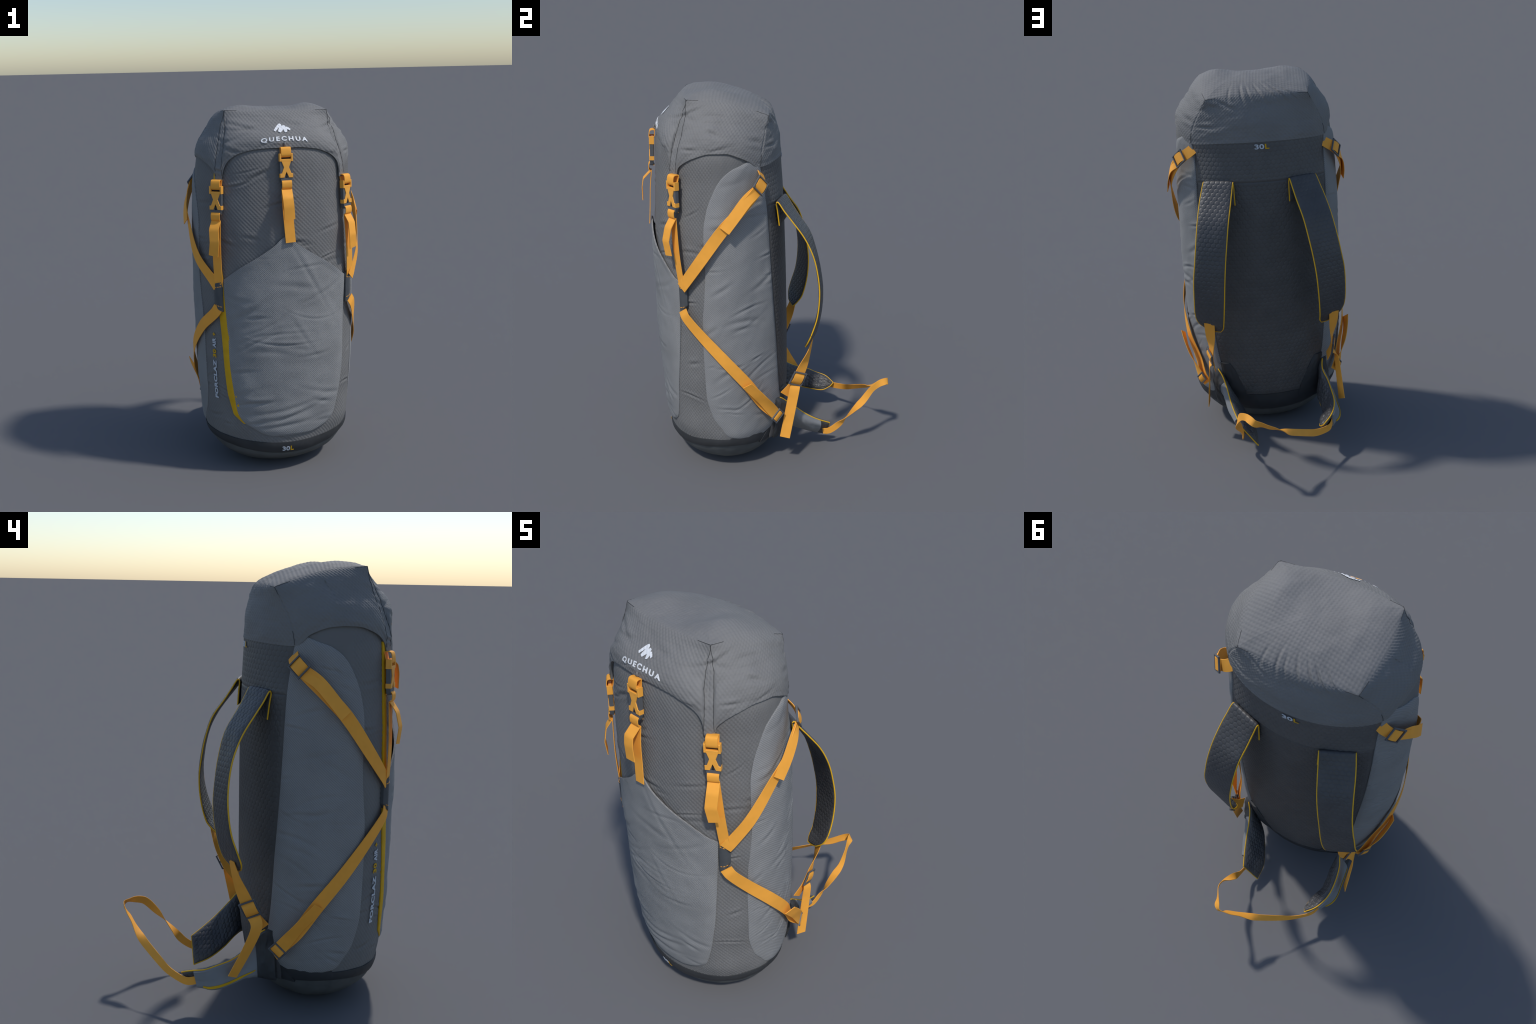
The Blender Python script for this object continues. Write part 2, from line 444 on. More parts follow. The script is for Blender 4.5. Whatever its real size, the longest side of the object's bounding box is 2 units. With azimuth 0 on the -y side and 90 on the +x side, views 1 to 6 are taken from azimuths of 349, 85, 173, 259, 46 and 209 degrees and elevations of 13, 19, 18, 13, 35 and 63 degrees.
back_patch('back_panel', .215, 1.452, .0015, -.3, ROOT)

# --------------------------------------------------------------------- lid
LOWK = np.array([[-180, 1.732], [-169, 1.730], [-156, 1.711], [-147, 1.685], [-142.5, 1.655], [-140.8, 1.625], [-135.2, 1.625], [-134.4, 1.672],
                 [-131, 1.722], [-123, 1.760], [-112, 1.778], [-98, 1.783], [-90, 1.780], [-82, 1.783], [-67, 1.774], [-55, 1.745], [-48.5, 1.710],
                 [-45.6, 1.665], [-44.8, 1.618], [-39.2, 1.618], [-37.5, 1.655], [-33, 1.680], [-23, 1.709], [-9, 1.729], [3, 1.728], [15, 1.706],
                 [24, 1.680], [33, 1.648], [38, 1.646], [65, 1.654], [90, 1.656], [115, 1.653], [142, 1.648], [147, 1.652], [157, 1.699], [171, 1.727], [180, 1.732]])
low_edge = pchip(LOWK[:, 0], LOWK[:, 1])
# top rim: four peaked corners joined by bowed edges
CORNERS = {-138: (-.282, -.380, 1.986), -42: (.268, -.392, 1.977), 35: (.264, .003, 1.878), 145: (-.264, .014, 1.888)}
def rim(t):
    t = ((np.asarray(t, float) + 180) % 360) - 180
    out = np.zeros(t.shape + (3,))
    segs = [(-138, -42, (0, -.028, .002)), (-42, 35, (.034, -.004, .036)), (35, 145, (0, .030, .016)), (145, 222, (-.034, -.004, .032))]
    for a, b, bow in segs:
        tt = np.where(t < a, t + 360, t); m = (tt >= a) & (tt <= b)
        A = np.array(CORNERS[a]); B = np.array(CORNERS[b if b in CORNERS else b - 360])
        s = ((tt - a) / (b - a))[..., None]
        q = A * (1 - s) + B * s + np.array(bow) * (4 * s * (1 - s)) ** 1.15
        out[m] = q[m]
    return out
CEN = np.array([0, -.20, 1.992])

def lid_wall(t, v):
    """wall of the lid: t ellipse angle, v 0 at the hem to 1 at the rim"""
    z0 = low_edge(t)
    corner = np.exp(-((np.asarray(t) + 42) / 7.) ** 2) + np.exp(-((np.asarray(t) + 138) / 7.) ** 2)
    P0, n0 = body(t, z0, .010 + .004 * corner)
    R = rim(t)
    n0 = n0.copy(); n0[..., 2] = 0; n0 = unit(n0)
    dz = (R[..., 2] - z0)[..., None]
    hor = P0 - R; hor[..., 2] = 0
    up = np.array([0, 0, 1.])
    H0 = P0 + up * dz * .34 + n0 * .002
    rear = np.clip(np.sin(np.radians(t)), -.08, 1)[..., None]
    H1 = R + hor * (.27 + .22 * rear) - up * dz * .32
    v = np.asarray(v)[..., None]
    return (1-v)**3 * P0 + 3*(1-v)**2*v * H0 + 3*(1-v)*v*v * H1 + v**3 * R

def lid_top(t, w):
    R = rim(t); w_ = np.asarray(w)[..., None]
    P = R * (1 - w_) + CEN * w_
    f = 1 - (1 - np.asarray(w)) ** 2.1
    P[..., 2] = R[..., 2] + (CEN[2] - R[..., 2]) * f
    for bx in (-.20, .20):
        P[..., 2] += (.024 if bx > 0 else .015) * np.exp(-((P[..., 0] - bx) / .09) ** 2 - ((P[..., 1] + .28) / .13) ** 2) * sstep(0, .22, np.asarray(w))
    return P

nt_, nw, ntop = 760, 120, 96
tl = np.linspace(-180, 180, nt_, endpoint=False)
TH, VV = np.meshgrid(tl, np.linspace(0, 1, nw)); PW = lid_wall(TH, VV)
TH2, WW = np.meshgrid(tl, (np.linspace(0, 1, ntop + 1)[1:]) ** 1.1); PT = lid_top(TH2, WW)
P = np.vstack([PW, PT]); ALLT = np.vstack([TH, TH2])
# away from the corners the rim is a soft roll, not an edge
dc = np.min([np.abs((tl - c + 180) % 360 - 180) for c in CORNERS], axis=0)
soft = ((1 - np.exp(-(dc / 15.) ** 2)) * (.35 + .65 * sstep(.70, .90, np.abs(np.cos(np.radians(tl))))))[None, :, None]
for k in range(380):
    a = P[nw - 54:nw + 40]
    P[nw - 53:nw + 39] += .5 * soft * ((a[2:] + a[:-2]) / 2 - a[1:-1])
Nn = grid_normals(P, True)
Nn[-1] = (0, 0, 1)
S = np.radians(ALLT) * .40
hw = dimples(S[:nw], PW[..., 2], a=.0008); ht = dimples(PT[..., 0] * .8 + PT[..., 1] * .6, PT[..., 1] * .8 - PT[..., 0] * .6, p=.0165, a=.00065)
H = np.vstack([hw, ht * sstep(1, .93, WW)])
row = np.r_[np.linspace(0, 1, nw), 1 + WW[:, 0] * 1.2][:, None]
# gathers along the rear edge, where the cloth is eased into the seam
gath = np.zeros_like(H)
for c, a, wd in [(58, .5, 1.6), (72, 1., 1.8), (80, .5, 1.2), (92, .9, 1.8), (104, .8, 1.5), (113, .9, 1.6), (124, .6, 1.5)]:
    gath -= .007 * a * np.exp(-((ALLT - c + (row - 1.05) * 18) / wd) ** 2)
    gath += .004 * a * np.exp(-((ALLT - c - 3 + (row - 1.05) * 18) / (wd * 1.3)) ** 2)
gath *= np.exp(-((row - 1.06) / .22) ** 2)
fl = make_folds(30, (-1.25, .4), (1.66, 1.92), 77, length=(.08, .25), depth=(.002, .005), tilt=(-.4, .4), width=(.006, .013))
fw = folds(S[:nw], PW[..., 2], fl) * sstep(0, .08, VV) * sstep(1, .85, VV)
H += np.vstack([fw, np.zeros_like(WW)]) + gath + np.vstack([.008 * fbm(S[:nw] * 6, row[:nw] * 4, 3) * sstep(0, .1, VV) * sstep(1, .8, VV), .007 * fbm(PT[..., 0] * 9 + 4, PT[..., 1] * 9, 3) * sstep(0, .2, WW)])
# corner seams pinch the cloth
for c in CORNERS:
    d = np.abs(ALLT - c); g = np.exp(-(d / .9) ** 2) * sstep(.1, .4, row) * sstep(1.06, .98, row)
    H -= .004 * g
P = P + Nn * H[..., None]
P[-1] = P[-1].mean(0)
P[..., 2] *= np.where(P[..., 2] > 1.8, 1 + (2.0 / P[..., 2].max() - 1) * sstep(1.8, 2.0, P[..., 2]), 1)
LIDP = P; LIDN = Nn
V = [P.reshape(-1, 3)]; F = [quads(len(P), nt_, True)]
# hem turned under
V.append(P[0] - Nn[0] * np.array([1, 1, 0]) * .011 + np.array([0, 0, .002])); b = len(P) * nt_
j = np.arange(nt_); F.append(np.stack([b + j, b + (j+1) % nt_, (j+1) % nt_, j], -1))
LID = add('lid', make_mesh('lid', np.vstack(V), np.vstack(F), M_LID, angle=45), ROOT)

def lid_point(t, z, off):
    """surface point of the finished lid wall at angle t and height z"""
    k = (t + 180) / 360 * nt_; k0 = int(np.floor(k)) % nt_; k1 = (k0 + 1) % nt_; f = k - np.floor(k)
    col = LIDP[:nw, k0] * (1 - f) + LIDP[:nw, k1] * f
    nn = LIDN[:nw, k0] * (1 - f) + LIDN[:nw, k1] * f
    r = np.interp(z, np.maximum.accumulate(col[:, 2]), np.arange(nw))
    p = np.array([np.interp(r, np.arange(nw), col[:, i]) for i in range(3)])
    n = unit(np.array([np.interp(r, np.arange(nw), nn[:, i]) for i in range(3)]))
    return p + n * off

def lid_path(ts, vs, off=.0008):
    out = []
    for t, v in zip(ts, vs):
        k = int(round((t + 180) / 360 * nt_)) % nt_; r = int(round(v * (nw - 1)))
        out.append(LIDP[r, k] + LIDN[r, k] * off)
    return out
# seam lines: down from the corners, and along the rim beside them
for c in CORNERS:
    spread = 3.1 if c < 0 else 0.
    for s in ((-1, 1) if spread else (0,)):
        v = np.linspace(.99, .04 if c < 0 else .86, 26)
        if c > 0:
            vd = np.linspace(.24, .02, 12); tube('lid_seam', lid_path(np.full(12, float(c)), vd), .0011, M_SEAM, LID, n=30, k=6)
        tube('lid_seam', lid_path(c + s * spread * np.clip((1 - v) * 3.2, .15, 1), v), .0011, M_SEAM, LID, n=80, k=6)
    for s in (-1, 1):
        tt = c + s * np.linspace(.4, 11, 16)
        tube('lid_seam', lid_path(tt, np.full(16, 1.0), .0002), .0012, M_SEAM, LID, n=50, k=6)

# --------------------------------------------------------- printed lettering
def text_shape(s, size, spacing=1.0, bold=.0):
    cu = bpy.data.curves.new('text_source', 'FONT'); cu.body = s; cu.size = size
    cu.align_x = 'LEFT'; cu.space_character = spacing; cu.offset = bold; cu.extrude = .0006; cu.resolution_u = 3
    ob = bpy.data.objects.new('text_source', cu); COL.objects.link(ob)
    bpy.context.view_layer.update()
    dg = bpy.context.evaluated_depsgraph_get()
    me = bpy.data.meshes.new_from_object(ob.evaluated_get(dg))
    V = np.array([v.co[:] for v in me.vertices]); F = [tuple(p.vertices) for p in me.polygons]
    bpy.data.objects.remove(ob); bpy.data.curves.remove(cu); bpy.data.meshes.remove(me)
    return V, F

def fit(V, w=None, h=None):
    lo = V.min(0); hi = V.max(0); V = V.copy()
    V[:, 0] = (V[:, 0] - lo[0]) * ((w / (hi[0] - lo[0])) if w else 1)
    V[:, 1] = (V[:, 1] - lo[1]) * ((h / (hi[1] - lo[1])) if h else 1)
    return V

def print_on(name, V, F, mapper, mat, parent):
    W = np.array([mapper(x, y, z) for x, y, z in V])
    return add(name, make_mesh(name, W, F, mat, smooth=False), parent)

# brand word and mountain mark across the lid front
V, F = text_shape('QUECHUA', .040, 1.42, .0015); V = fit(V, .242, .029)
def on_lid(x, y, z, cx=.003, cz=1.807):
    X = x - .121 + cx
    return lid_point(-90 + math.degrees(X / .388), cz + y * .86 + .010 * (1 - (X / .13) ** 2), .0022 + z)
print_on('lettering', V, F, on_lid, M_WHITE, LID)
# mark: a zigzag stroke of falling peaks
stroke = np.array([(0, 0), (.30, .72), (.42, .92), (.43, .55), (.30, -.10), (.52, .35), (.66, .68), (.66, .35), (.68, -.12), (.80, .42), (.99, .12)])
C = catmull(np.c_[stroke, np.zeros(len(stroke))], 70)[:, :2] * np.array([.080, .034])
T2 = unit(np.gradient(C, axis=0)); Nr = np.c_[-T2[:, 1], T2[:, 0]]
hwid = .0064 * np.interp(np.linspace(0, 1, 70), [0, .1, .5, .9, 1], [.8, 1, 1.05, 1, .75])[:, None]
V = np.vstack([np.c_[C + Nr * hwid, np.full(70, .0005)], np.c_[C - Nr * hwid, np.full(70, .0005)]])
F = [(i, 70 + i, 71 + i, i + 1) for i in range(69)]
print_on('emblem', V, F, lambda x, y, z: lid_point(-90 + math.degrees((x - .038) / .36), 1.868 + y * .92, .0028 + z), M_WHITE, LID)

def body_mapper(t0, z0, off, rot=False, R=.40):
    def f(x, y, z):
        if rot:   # reading upwards
            t = t0 - math.degrees(y / R); zz_ = z0 + x
        else:
            t = t0 + math.degrees(x / R); zz_ = z0 + y
        return body(t, zz_, off + z)[0]
    return f
# capacity mark, front band and back yoke
for parent, t0, z0, off, w, h, R in [(BAND, -90.9, .133, .012, .0, .027, .48), (YOKE, 90, 1.619, .0125, .0, .026, .45)]:
    V, F = text_shape('30', .036, 1.0, .0010); V = fit(V, .052, h); W = V.copy(); W[:, 0] -= .039
    print_on('lettering', W, F, body_mapper(t0, z0, off, R=R), M_SILVER, parent)
    V, F = text_shape('L', .036, 1.0, .0010); V = fit(V, .023, h); W = V.copy(); W[:, 0] += .017
    print_on('lettering', W, F, body_mapper(t0, z0, off, R=R), M_ZIP, parent)
# model name climbing the left front corner
SIDE_TXT = bpy.data.objects['main_compartment']
for s, a, bnd, mat in [('FORCLAZ', .424, .644, M_SILVER), ('30', .660, .706, M_ZIP), ('AIR', .716, .770, M_SILVER), ('+', .782, .800, M_ZIP)]:
    V, F = text_shape(s, .03, 1.06, .0011); V = fit(V, bnd - a, .027 if s != '+' else .020)
    if s == '+': V[:, 1] += .003
    print_on('lettering', V, F, body_mapper(-145.8, a, .0055, True, .42), mat, SIDE_TXT)

# ------------------------------------------------------ mustard zip, left edge
zc = np.linspace(.296, 1.668, 160)
t_in = np.interp(zc, [.296, .37, .51, .63, .89, 1.07, 1.2, 1.67], [-122.0, -126, -130, -132, -133.5, -135.3, -138.6, -140.8])
t_out = np.interp(zc, [.296, .345, .46, .63, .79, .92, 1.07, 1.2, 1.67], [-124.5, -132.0, -135.8, -137.9, -139.4, -141, -142.6, -144.2, -144.0]) 
ZZ, UU = np.meshgrid(zc, np.linspace(0, 1, 8), indexing='ij')
TH = t_out[:, None] * (1 - UU) + t_in[:, None] * UU
P, Nn = body(TH, ZZ, np.interp(ZZ, [.3, .5], [.0030, .0055]) + .002 * np.sin(PI * UU))
sheet('zip_tape', P, Nn, .006, M_ZIP, ROOT)

# ------------------------------------------------------------------- padding
def pad(name, A, B, n, m, thick, hexrelief, mat, parent, flip=False, bulge=None, hexdepth=.0018):
    """padded band lofted between two edge curves A and B, honeycomb on its faces"""
    A = catmull(A, n); B = catmull(B, n)
    u = np.linspace(0, 1, m)
    C = A[:, None] * (1 - u)[None, :, None] + B[:, None] * u[None, :, None]
    Nn = grid_normals(C)
    width = np.linalg.norm(B - A, axis=1).mean()
    Lc = np.r_[0, np.cumsum(np.linalg.norm(np.diff((A + B) / 2, axis=0), axis=1))]
    prof = np.sqrt(np.clip(1 - np.abs(2 * u - 1) ** 5, 0, 1))
    endp = np.sqrt(np.clip(np.minimum(np.arange(n), np.arange(n)[::-1]) / 4., 0, 1))
    t = thick * .5 * prof[None, :] * (.3 + .7 * endp[:, None])
    X, Y = np.meshgrid((u - .5) * width, Lc)
    hx = hexcell(X, Y) * hexdepth * prof[None] * endp[:, None] if hexrelief else 0
    bul = bulge(X / width + .5, Y / Lc[-1]) if bulge else 0
    nz = (.003 if thick < .02 else .012) * fbm(X * 14 + 3, Y * 14, 3) * prof[None]
    Pa = C + Nn * (t + hx + bul + nz)[..., None]
    Pb = C - Nn * (t + hx - (bul if bulge else 0) + nz * .5)[..., None]
    R = np.concatenate([Pa, Pb[:, ::-1]], 1)
    k = R.shape[1]
    F = [quads(n, k, True, flip)]
    V = R.reshape(-1, 3)
    # end caps as strips between the faces
    for r0 in (0, (n - 1) * k):
        a = r0 + np.arange(m - 1); b2 = r0 + 2 * m - 1 - np.arange(m - 1)
        q = np.stack([a, a + 1, b2 - 1, b2], -1)
        F.append(q if (r0 == 0) != flip else q[:, ::-1])
    ob = add(name, make_mesh(name, V, np.vstack(F), mat, angle=60), parent)
    return ob, A, B

def mir(P, sx):
    P = np.array(P, float); P[:, 0] *= sx; return P

S_OUT = [(.296, .034, 1.335), (.299, .026, 1.41), (.301, .021, 1.448), (.304, .028, 1.457), (.320, .058, 1.41), (.334, .088, 1.366), (.355, .148, 1.277), (.371, .189, 1.182),
         (.385, .212, 1.083), (.398, .217, .986), (.403, .203, .87), (.402, .172, .775), (.385, .155, .726), (.345, .150, .690)]
S_IN = [(.152, .086, 1.335), (.153, .080, 1.41), (.154, .078, 1.448), (.156, .086, 1.456), (.167, .112, 1.41), (.178, .138, 1.362), (.201, .195, 1.27), (.218, .226, 1.168),
        (.232, .246, 1.070), (.243, .256, .967), (.252, .247, .85), (.260, .218, .738), (.264, .185, .692), (.276, .165, .670)]
LAD_C = np.array([.332, .108, .508])

def ladder_lock(c, x, y, w, h, parent, bar=.0065):
    """flat rectangular adjuster frame with a crossbar"""
    fr = frame_matrix(c, x, y); b = bar; t = .0045
    pr = [(prism(rect(-w/2, -h/2, -w/2 + b, h/2), -t, t), 0), (prism(rect(w/2 - b, -h/2, w/2, h/2), -t, t), 0),
          (prism(rect(-w/2 + b * .9, h/2 - b, w/2 - b * .9, h/2), -t * .95, t * .95), 0), (prism(rect(-w/2 + b * .9, -h/2, w/2 - b * .9, -h/2 + b), -t * .95, t * .95), 0),
          (prism(rect(-w/2 + b * .9, -b*.5, w/2 - b * .9, b*.5), -t * .9, t * .5), 0)]
    V, F, Mi = join_prisms(pr)
    return add('ladder_lock', make_mesh('ladder_lock', place(V, fr), F, M_GPLAST, angle=30), parent)

def strap_edge(P, sx):
    P = mir(P, sx)
    P[:, 1] += .004 * sstep(1.05, 1.2, P[:, 2]) * sstep(1.44, 1.34, P[:, 2]) * (np.arange(len(P)) > 3)
    if sx < 0: P[:, 0] += .006 + .011 * sstep(.9, 1.40, P[:, 2])     # left strap hangs a little closer in
    return P
for sx in (1, -1):
    o, A, B = pad('shoulder_strap', strap_edge(S_OUT, sx), strap_edge(S_IN, sx), 380, 58, .013, True, M_PAD, ROOT, flip=(sx < 0))
    tube('edge_piping', A, .0034, M_YELLOW, o, n=160); tube('edge_piping', B, .0034, M_YELLOW, o, n=160)
    # rounded tip binding
    tip = np.array([A[-1], (A[-1] + B[-1]) / 2 + np.array([0, 0, -.006]), B[-1]])
    tube('edge_piping', tip, .0034, M_YELLOW, o, n=14)
    # adjuster webbing under the pad tip, through the ladder lock to the hip
    wd = mir([(-.95, .2, -.1), (-.85, .45, -.2), (-.30, .80, -.42), (-.12, .80, -.42), (-.05, .75, -.5)], sx)
    ribbon('strap_webbing', mir([(.335, .190, .735), (.334, .170, .66), (.333, .128, .553), (.329, .088, .470), (.318, .040, .408)], sx), wd, .056, M_ORANGE, o)
    x = np.array([-.02 * sx, .064, -.030]); y = np.array([.003 * sx, .030, .066])
    cc = LAD_C * np.array([sx, 1, 1]) + np.array([.010 * sx, 0, 0])
    ladder_lock(cc, x, y, .078, .080, o)
    outw = np.array([sx, .1, .1]) * .010
    ribbon('strap_webbing', [cc + y * .47 - outw * .6, cc + y * .20 + outw * .55, cc - y * .20 + outw * .55, cc - y * .47 - outw * .6], x, .058, M_ORANGE, o, n=14)
    if sx > 0:
        ribbon('strap_webbing', [(.330, .098, .478), (.346, .090, .455), (.350, .078, .40), (.357, .052, .28), (.3635, .030, .180)],
               [(-.1, .8, -.45), (0, .9, -.3), (.10, .95, -.2), (.18, .96, -.2), (.2, .95, -.2)], .054, M_ORANGE, o)
    else:
        ribbon('strap_webbing', [(-.332, .095, .478), (-.352, .082, .455), (-.364, .084, .42), (-.366, .120, .335), (-.367, .187, .208)],
               [(.1, .8, -.45), (0, .9, -.3), (-.2, .9, .25), (-.35, .8, .45), (-.45, .75, .45)], .054, M_ORANGE, o)

# ------------------------------------------------------------------ hip belt
R_T = [(.318, -.03, .40), (.300, .015, .385), (.278, .05, .351), (.262, .10, .302), (.248, .164, .243), (.229, .23, .195), (.205, .298, .155)]
R_I = [(.310, -.05, .150), (.262, .005, .150), (.215, .047, .160), (.181, .085, .150), (.152, .140, .110), (.123, .217, .070), (.124, .296, .038)]
L_T = [(-.318, -.03, .40), (-.292, .03, .385), (-.284, .072, .345), (-.302, .118, .30), (-.311, .18, .262), (-.311, .25, .238), (-.298, .30, .217), (-.268, .356, .202), (-.222, .395, .176)]
L_I = [(-.310, -.05, .150), (-.275, .02, .150), (-.255, .085, .168), (-.252, .13, .171), (-.256, .19, .152), (-.252, .235, .141), (-.229, .278, .139), (-.214, .330, .138), (-.214, .375, .158)]
def crumple(seed):
    return lambda u, v: .010 * fbm(u * 2.2 + seed, v * 5, 3) * sstep(0, .15, v) + .006 * np.sin(PI * u)
for sx, T, I, sd in ((1, R_T, R_I, 3.3), (-1, L_T, L_I, 8.1)):
    o, A, B = pad('hip_belt_wing', T, I, 150, 52, .026, True, M_PAD, ROOT, flip=(sx < 0), hexdepth=.0024)
    tube('edge_piping', A[18:], .0034, M_YELLOW, o, n=110); tube('edge_piping', B[26:], .0034, M_YELLOW, o, n=110)
    tube('edge_piping', [A[-1], (A[-1] * .5 + B[-1] * .5), B[-1]], .0034, M_YELLOW, o, n=20)
    # outer pouch: fabric shell bulging away from the pad
    n0, m0 = 110, 40
    a = resample(A, 150)[8:128]; b = resample(B, 150)[8:128]
    a = resample(a, n0); b = resample(b, n0); u = np.linspace(0, 1, m0)
    C = a[:, None] * (1 - u)[None, :, None] + b[:, None] * u[None, :, None]
    G = grid_normals(C)
    out = np.array([sx * .9, .12, -.35]); out /= np.linalg.norm(out)
    G = G * np.sign((G * out).sum(-1).mean())
    G = unit(G * .45 + out)
    UU, VV = np.meshgrid(u, np.linspace(0, 1, n0))
    amp = (.050 if sx < 0 else .032)
    hump = np.sin(PI * np.clip(UU, 0, 1) ** (.62 if sx > 0 else 1.5)) ** .75
    d = .011 + amp * hump * (.55 + .45 * sstep(.0, .35, VV)) * (1 - .25 * sstep(.8, 1, VV)) + .004 * fbm(UU * 3 + sd, VV * 7, 3)
    if sx < 0: d = d + .03 * sstep(.35, .95, UU) * np.sin(PI * np.clip(UU, 0, 1)) * sstep(.1, .3, VV)
    Pp = C + G * d[..., None]
    kc = int(np.argmin(np.abs(((a + b) / 2)[:, 1] - .062)))
    sheet('belt_sleeve', Pp[:kc + 1] + G[:kc + 1] * (.003 + .010 * fbm(UU * 4 + 2, VV * 14, 3))[:kc + 1, :, None], G[:kc + 1], .016, M_SLEEVE, o, flip=(sx < 0))
    sheet('belt_pouch', Pp[kc:], G[kc:], .012, M_POUCH, o, flip=(sx < 0))
    if sx < 0:
        k = np.linspace(30, 100, 30).astype(int)
        r = int(m0 * .56)
        ribbon('pouch_zip', Pp[k, r] + G[k, r] * .003, G[k, r] * .0 + np.array([0, -.2, 1]), .012, M_ZIP, o, n=40, taper=([0, .3, .8, 1], [.25, .8, 1, .6]))
        V, F = text_shape('30L', .014, 1.0, .0004); V = fit(V, .040, .011)
        def on_pouch(x, y, z, Pp=Pp, G=G):
            rr = int(np.clip(m0 * .62 - y * 250, 0, m0 - 1)); kk = 14 + (0.040 - x) * 380
            k0 = int(kk); f = kk - k0
            return Pp[k0, rr] * (1 - f) + Pp[k0 + 1, rr] * f + G[k0, rr] * .002

# belt webbing: one twisting loop between the wing tips
BELT = [(.195, .262, .100), (.205, .295, .105), (.209, .344, .139), (.221, .389, .192), (.232, .433, .244), (.240, .476, .294), (.226, .527, .350), (.203, .572, .370), (.185, .612, .373),
        (.164, .633, .362), (.120, .616, .337), (.072, .592, .302), (.022, .571, .272), (-.020, .550, .246), (-.070, .520, .220), (-.120, .488, .194), (-.170, .455, .170), (-.225, .410, .154), (-.262, .372, .150), (-.285, .325, .165)]
BW = [(0, -.3, .95), (0, -.3, .95), (.1, -.5, .85), (.9, -.3, .3), (.95, .1, -.3), (.35, .65, -.65), (0, .3, -.95), (.2, .2, -.9), (.6, .3, -.7),
      (.2, 0, -.95), (.1, -.6, -.75), (0, -.65, -.70), (-.1, -.8, -.3), (.1, -.6, .5), (.1, -.6, .7), (.1, -.5, .8), (0, -.3, .9), (0, -.1, 1), (0, -.1, 1), (0, 0, 1)]
ribbon('belt_webbing', BELT, BW, .037, M_ORANGE, ROOT, n=150, thick=.003)
# knot-like loop where the webbing leaves the right wing
# charcoal anchor patches at the lower rear corners
for sx in (1, -1):
    z = np.linspace(.15, .425, 60); u = np.linspace(0, 1, 24)
    ZZ, UU = np.meshgrid(z, u, indexing='ij')
    lo = np.interp(ZZ, [.15, .22, .30, .37, .425], [30, 38, 47.5, 49.5, 49.5]); hi = np.interp(ZZ, [.15, .25, .36, .425], [70, 68, 62, 57])
    TH = lo * (1 - UU) + hi * UU
    off = .010 + .010 * np.sin(PI * UU) * sstep(.13, .22, ZZ) + .006 * fbm(UU * 3, ZZ * 16 + sx, 3)
    P, Nn = body(TH if sx > 0 else 180 - TH, ZZ, off)
    sheet('belt_anchor', P, Nn, .014, M_BAND, ROOT, flip=(sx < 0))

# ----------------------------------------------------------- moulded buckles
def side_release_buckle(c, x, y, parent_name='buckle'):
    """two-part buckle: orange frame and X-plate over a grey receiver. Origin at its top edge"""
    fr = frame_matrix(c, x, y)
    o = add(parent_name, make_mesh('buckle_receiver', *(lambda q: (place(q[0], fr), q[1]))(join_prisms([
        (prism(rect(-.033, -.128, -.004, -.040), -.011, .009), 0), (prism(rect(.004, -.128, .033, -.040), -.011, .009), 0),
        (prism(rect(-.006, -.100, .006, -.042), -.009, .007), 0),
        (prism([(-.031, -.123), (-.029, -.143), (-.024, -.150), (.024, -.150), (.029, -.143), (.031, -.123)], -.010, .0095), 0)])[:2]), M_GPLAST, angle=30), ROOT)
    parts = [prism(rect(-.035, -.040, -.026, 0), -.013, .013), prism(rect(.026, -.040, .035, 0), -.013, .013),
             prism(rect(-.0265, -.040, .0265, -.028), -.0125, .0125), prism(rect(-.0265, -.012, .0265, -.002), -.009, .006),
             prism([(-.025, -.039), (.025, -.039), (.0135, -.070), (.025, -.100), (.034, -.102), (.034, -.122), (.0125, -.122), (0, -.092), (-.0125, -.122), (-.034, -.122), (-.034, -.102), (-.025, -.100), (-.0135, -.070)], -.0128, .0125)]
    V, F, _ = join_prisms([(p, 0) for p in parts])
    add('buckle_frame', make_mesh('buckle_frame', place(V, fr), F, M_OPLAST, angle=30), o)
    V, F, _ = join_prisms([(prism([(-.008, -.1205), (.008, -.1205), (0, -.101)], -.004, .0098), 0), (prism(rect(-.0262, -.0275, .0262, -.0125), -.006, .000), 0)])
    add('buckle_slot', make_mesh('buckle_slot', place(V, fr), F, M_DARK, angle=30), o)
    return o, fr

def loop_strap(pts, wd, width, parent, **k):
    return ribbon('webbing', pts, wd, width, M_ORANGE, parent, **k)

def at(fr, p): return place(np.array([p]), fr)[0]

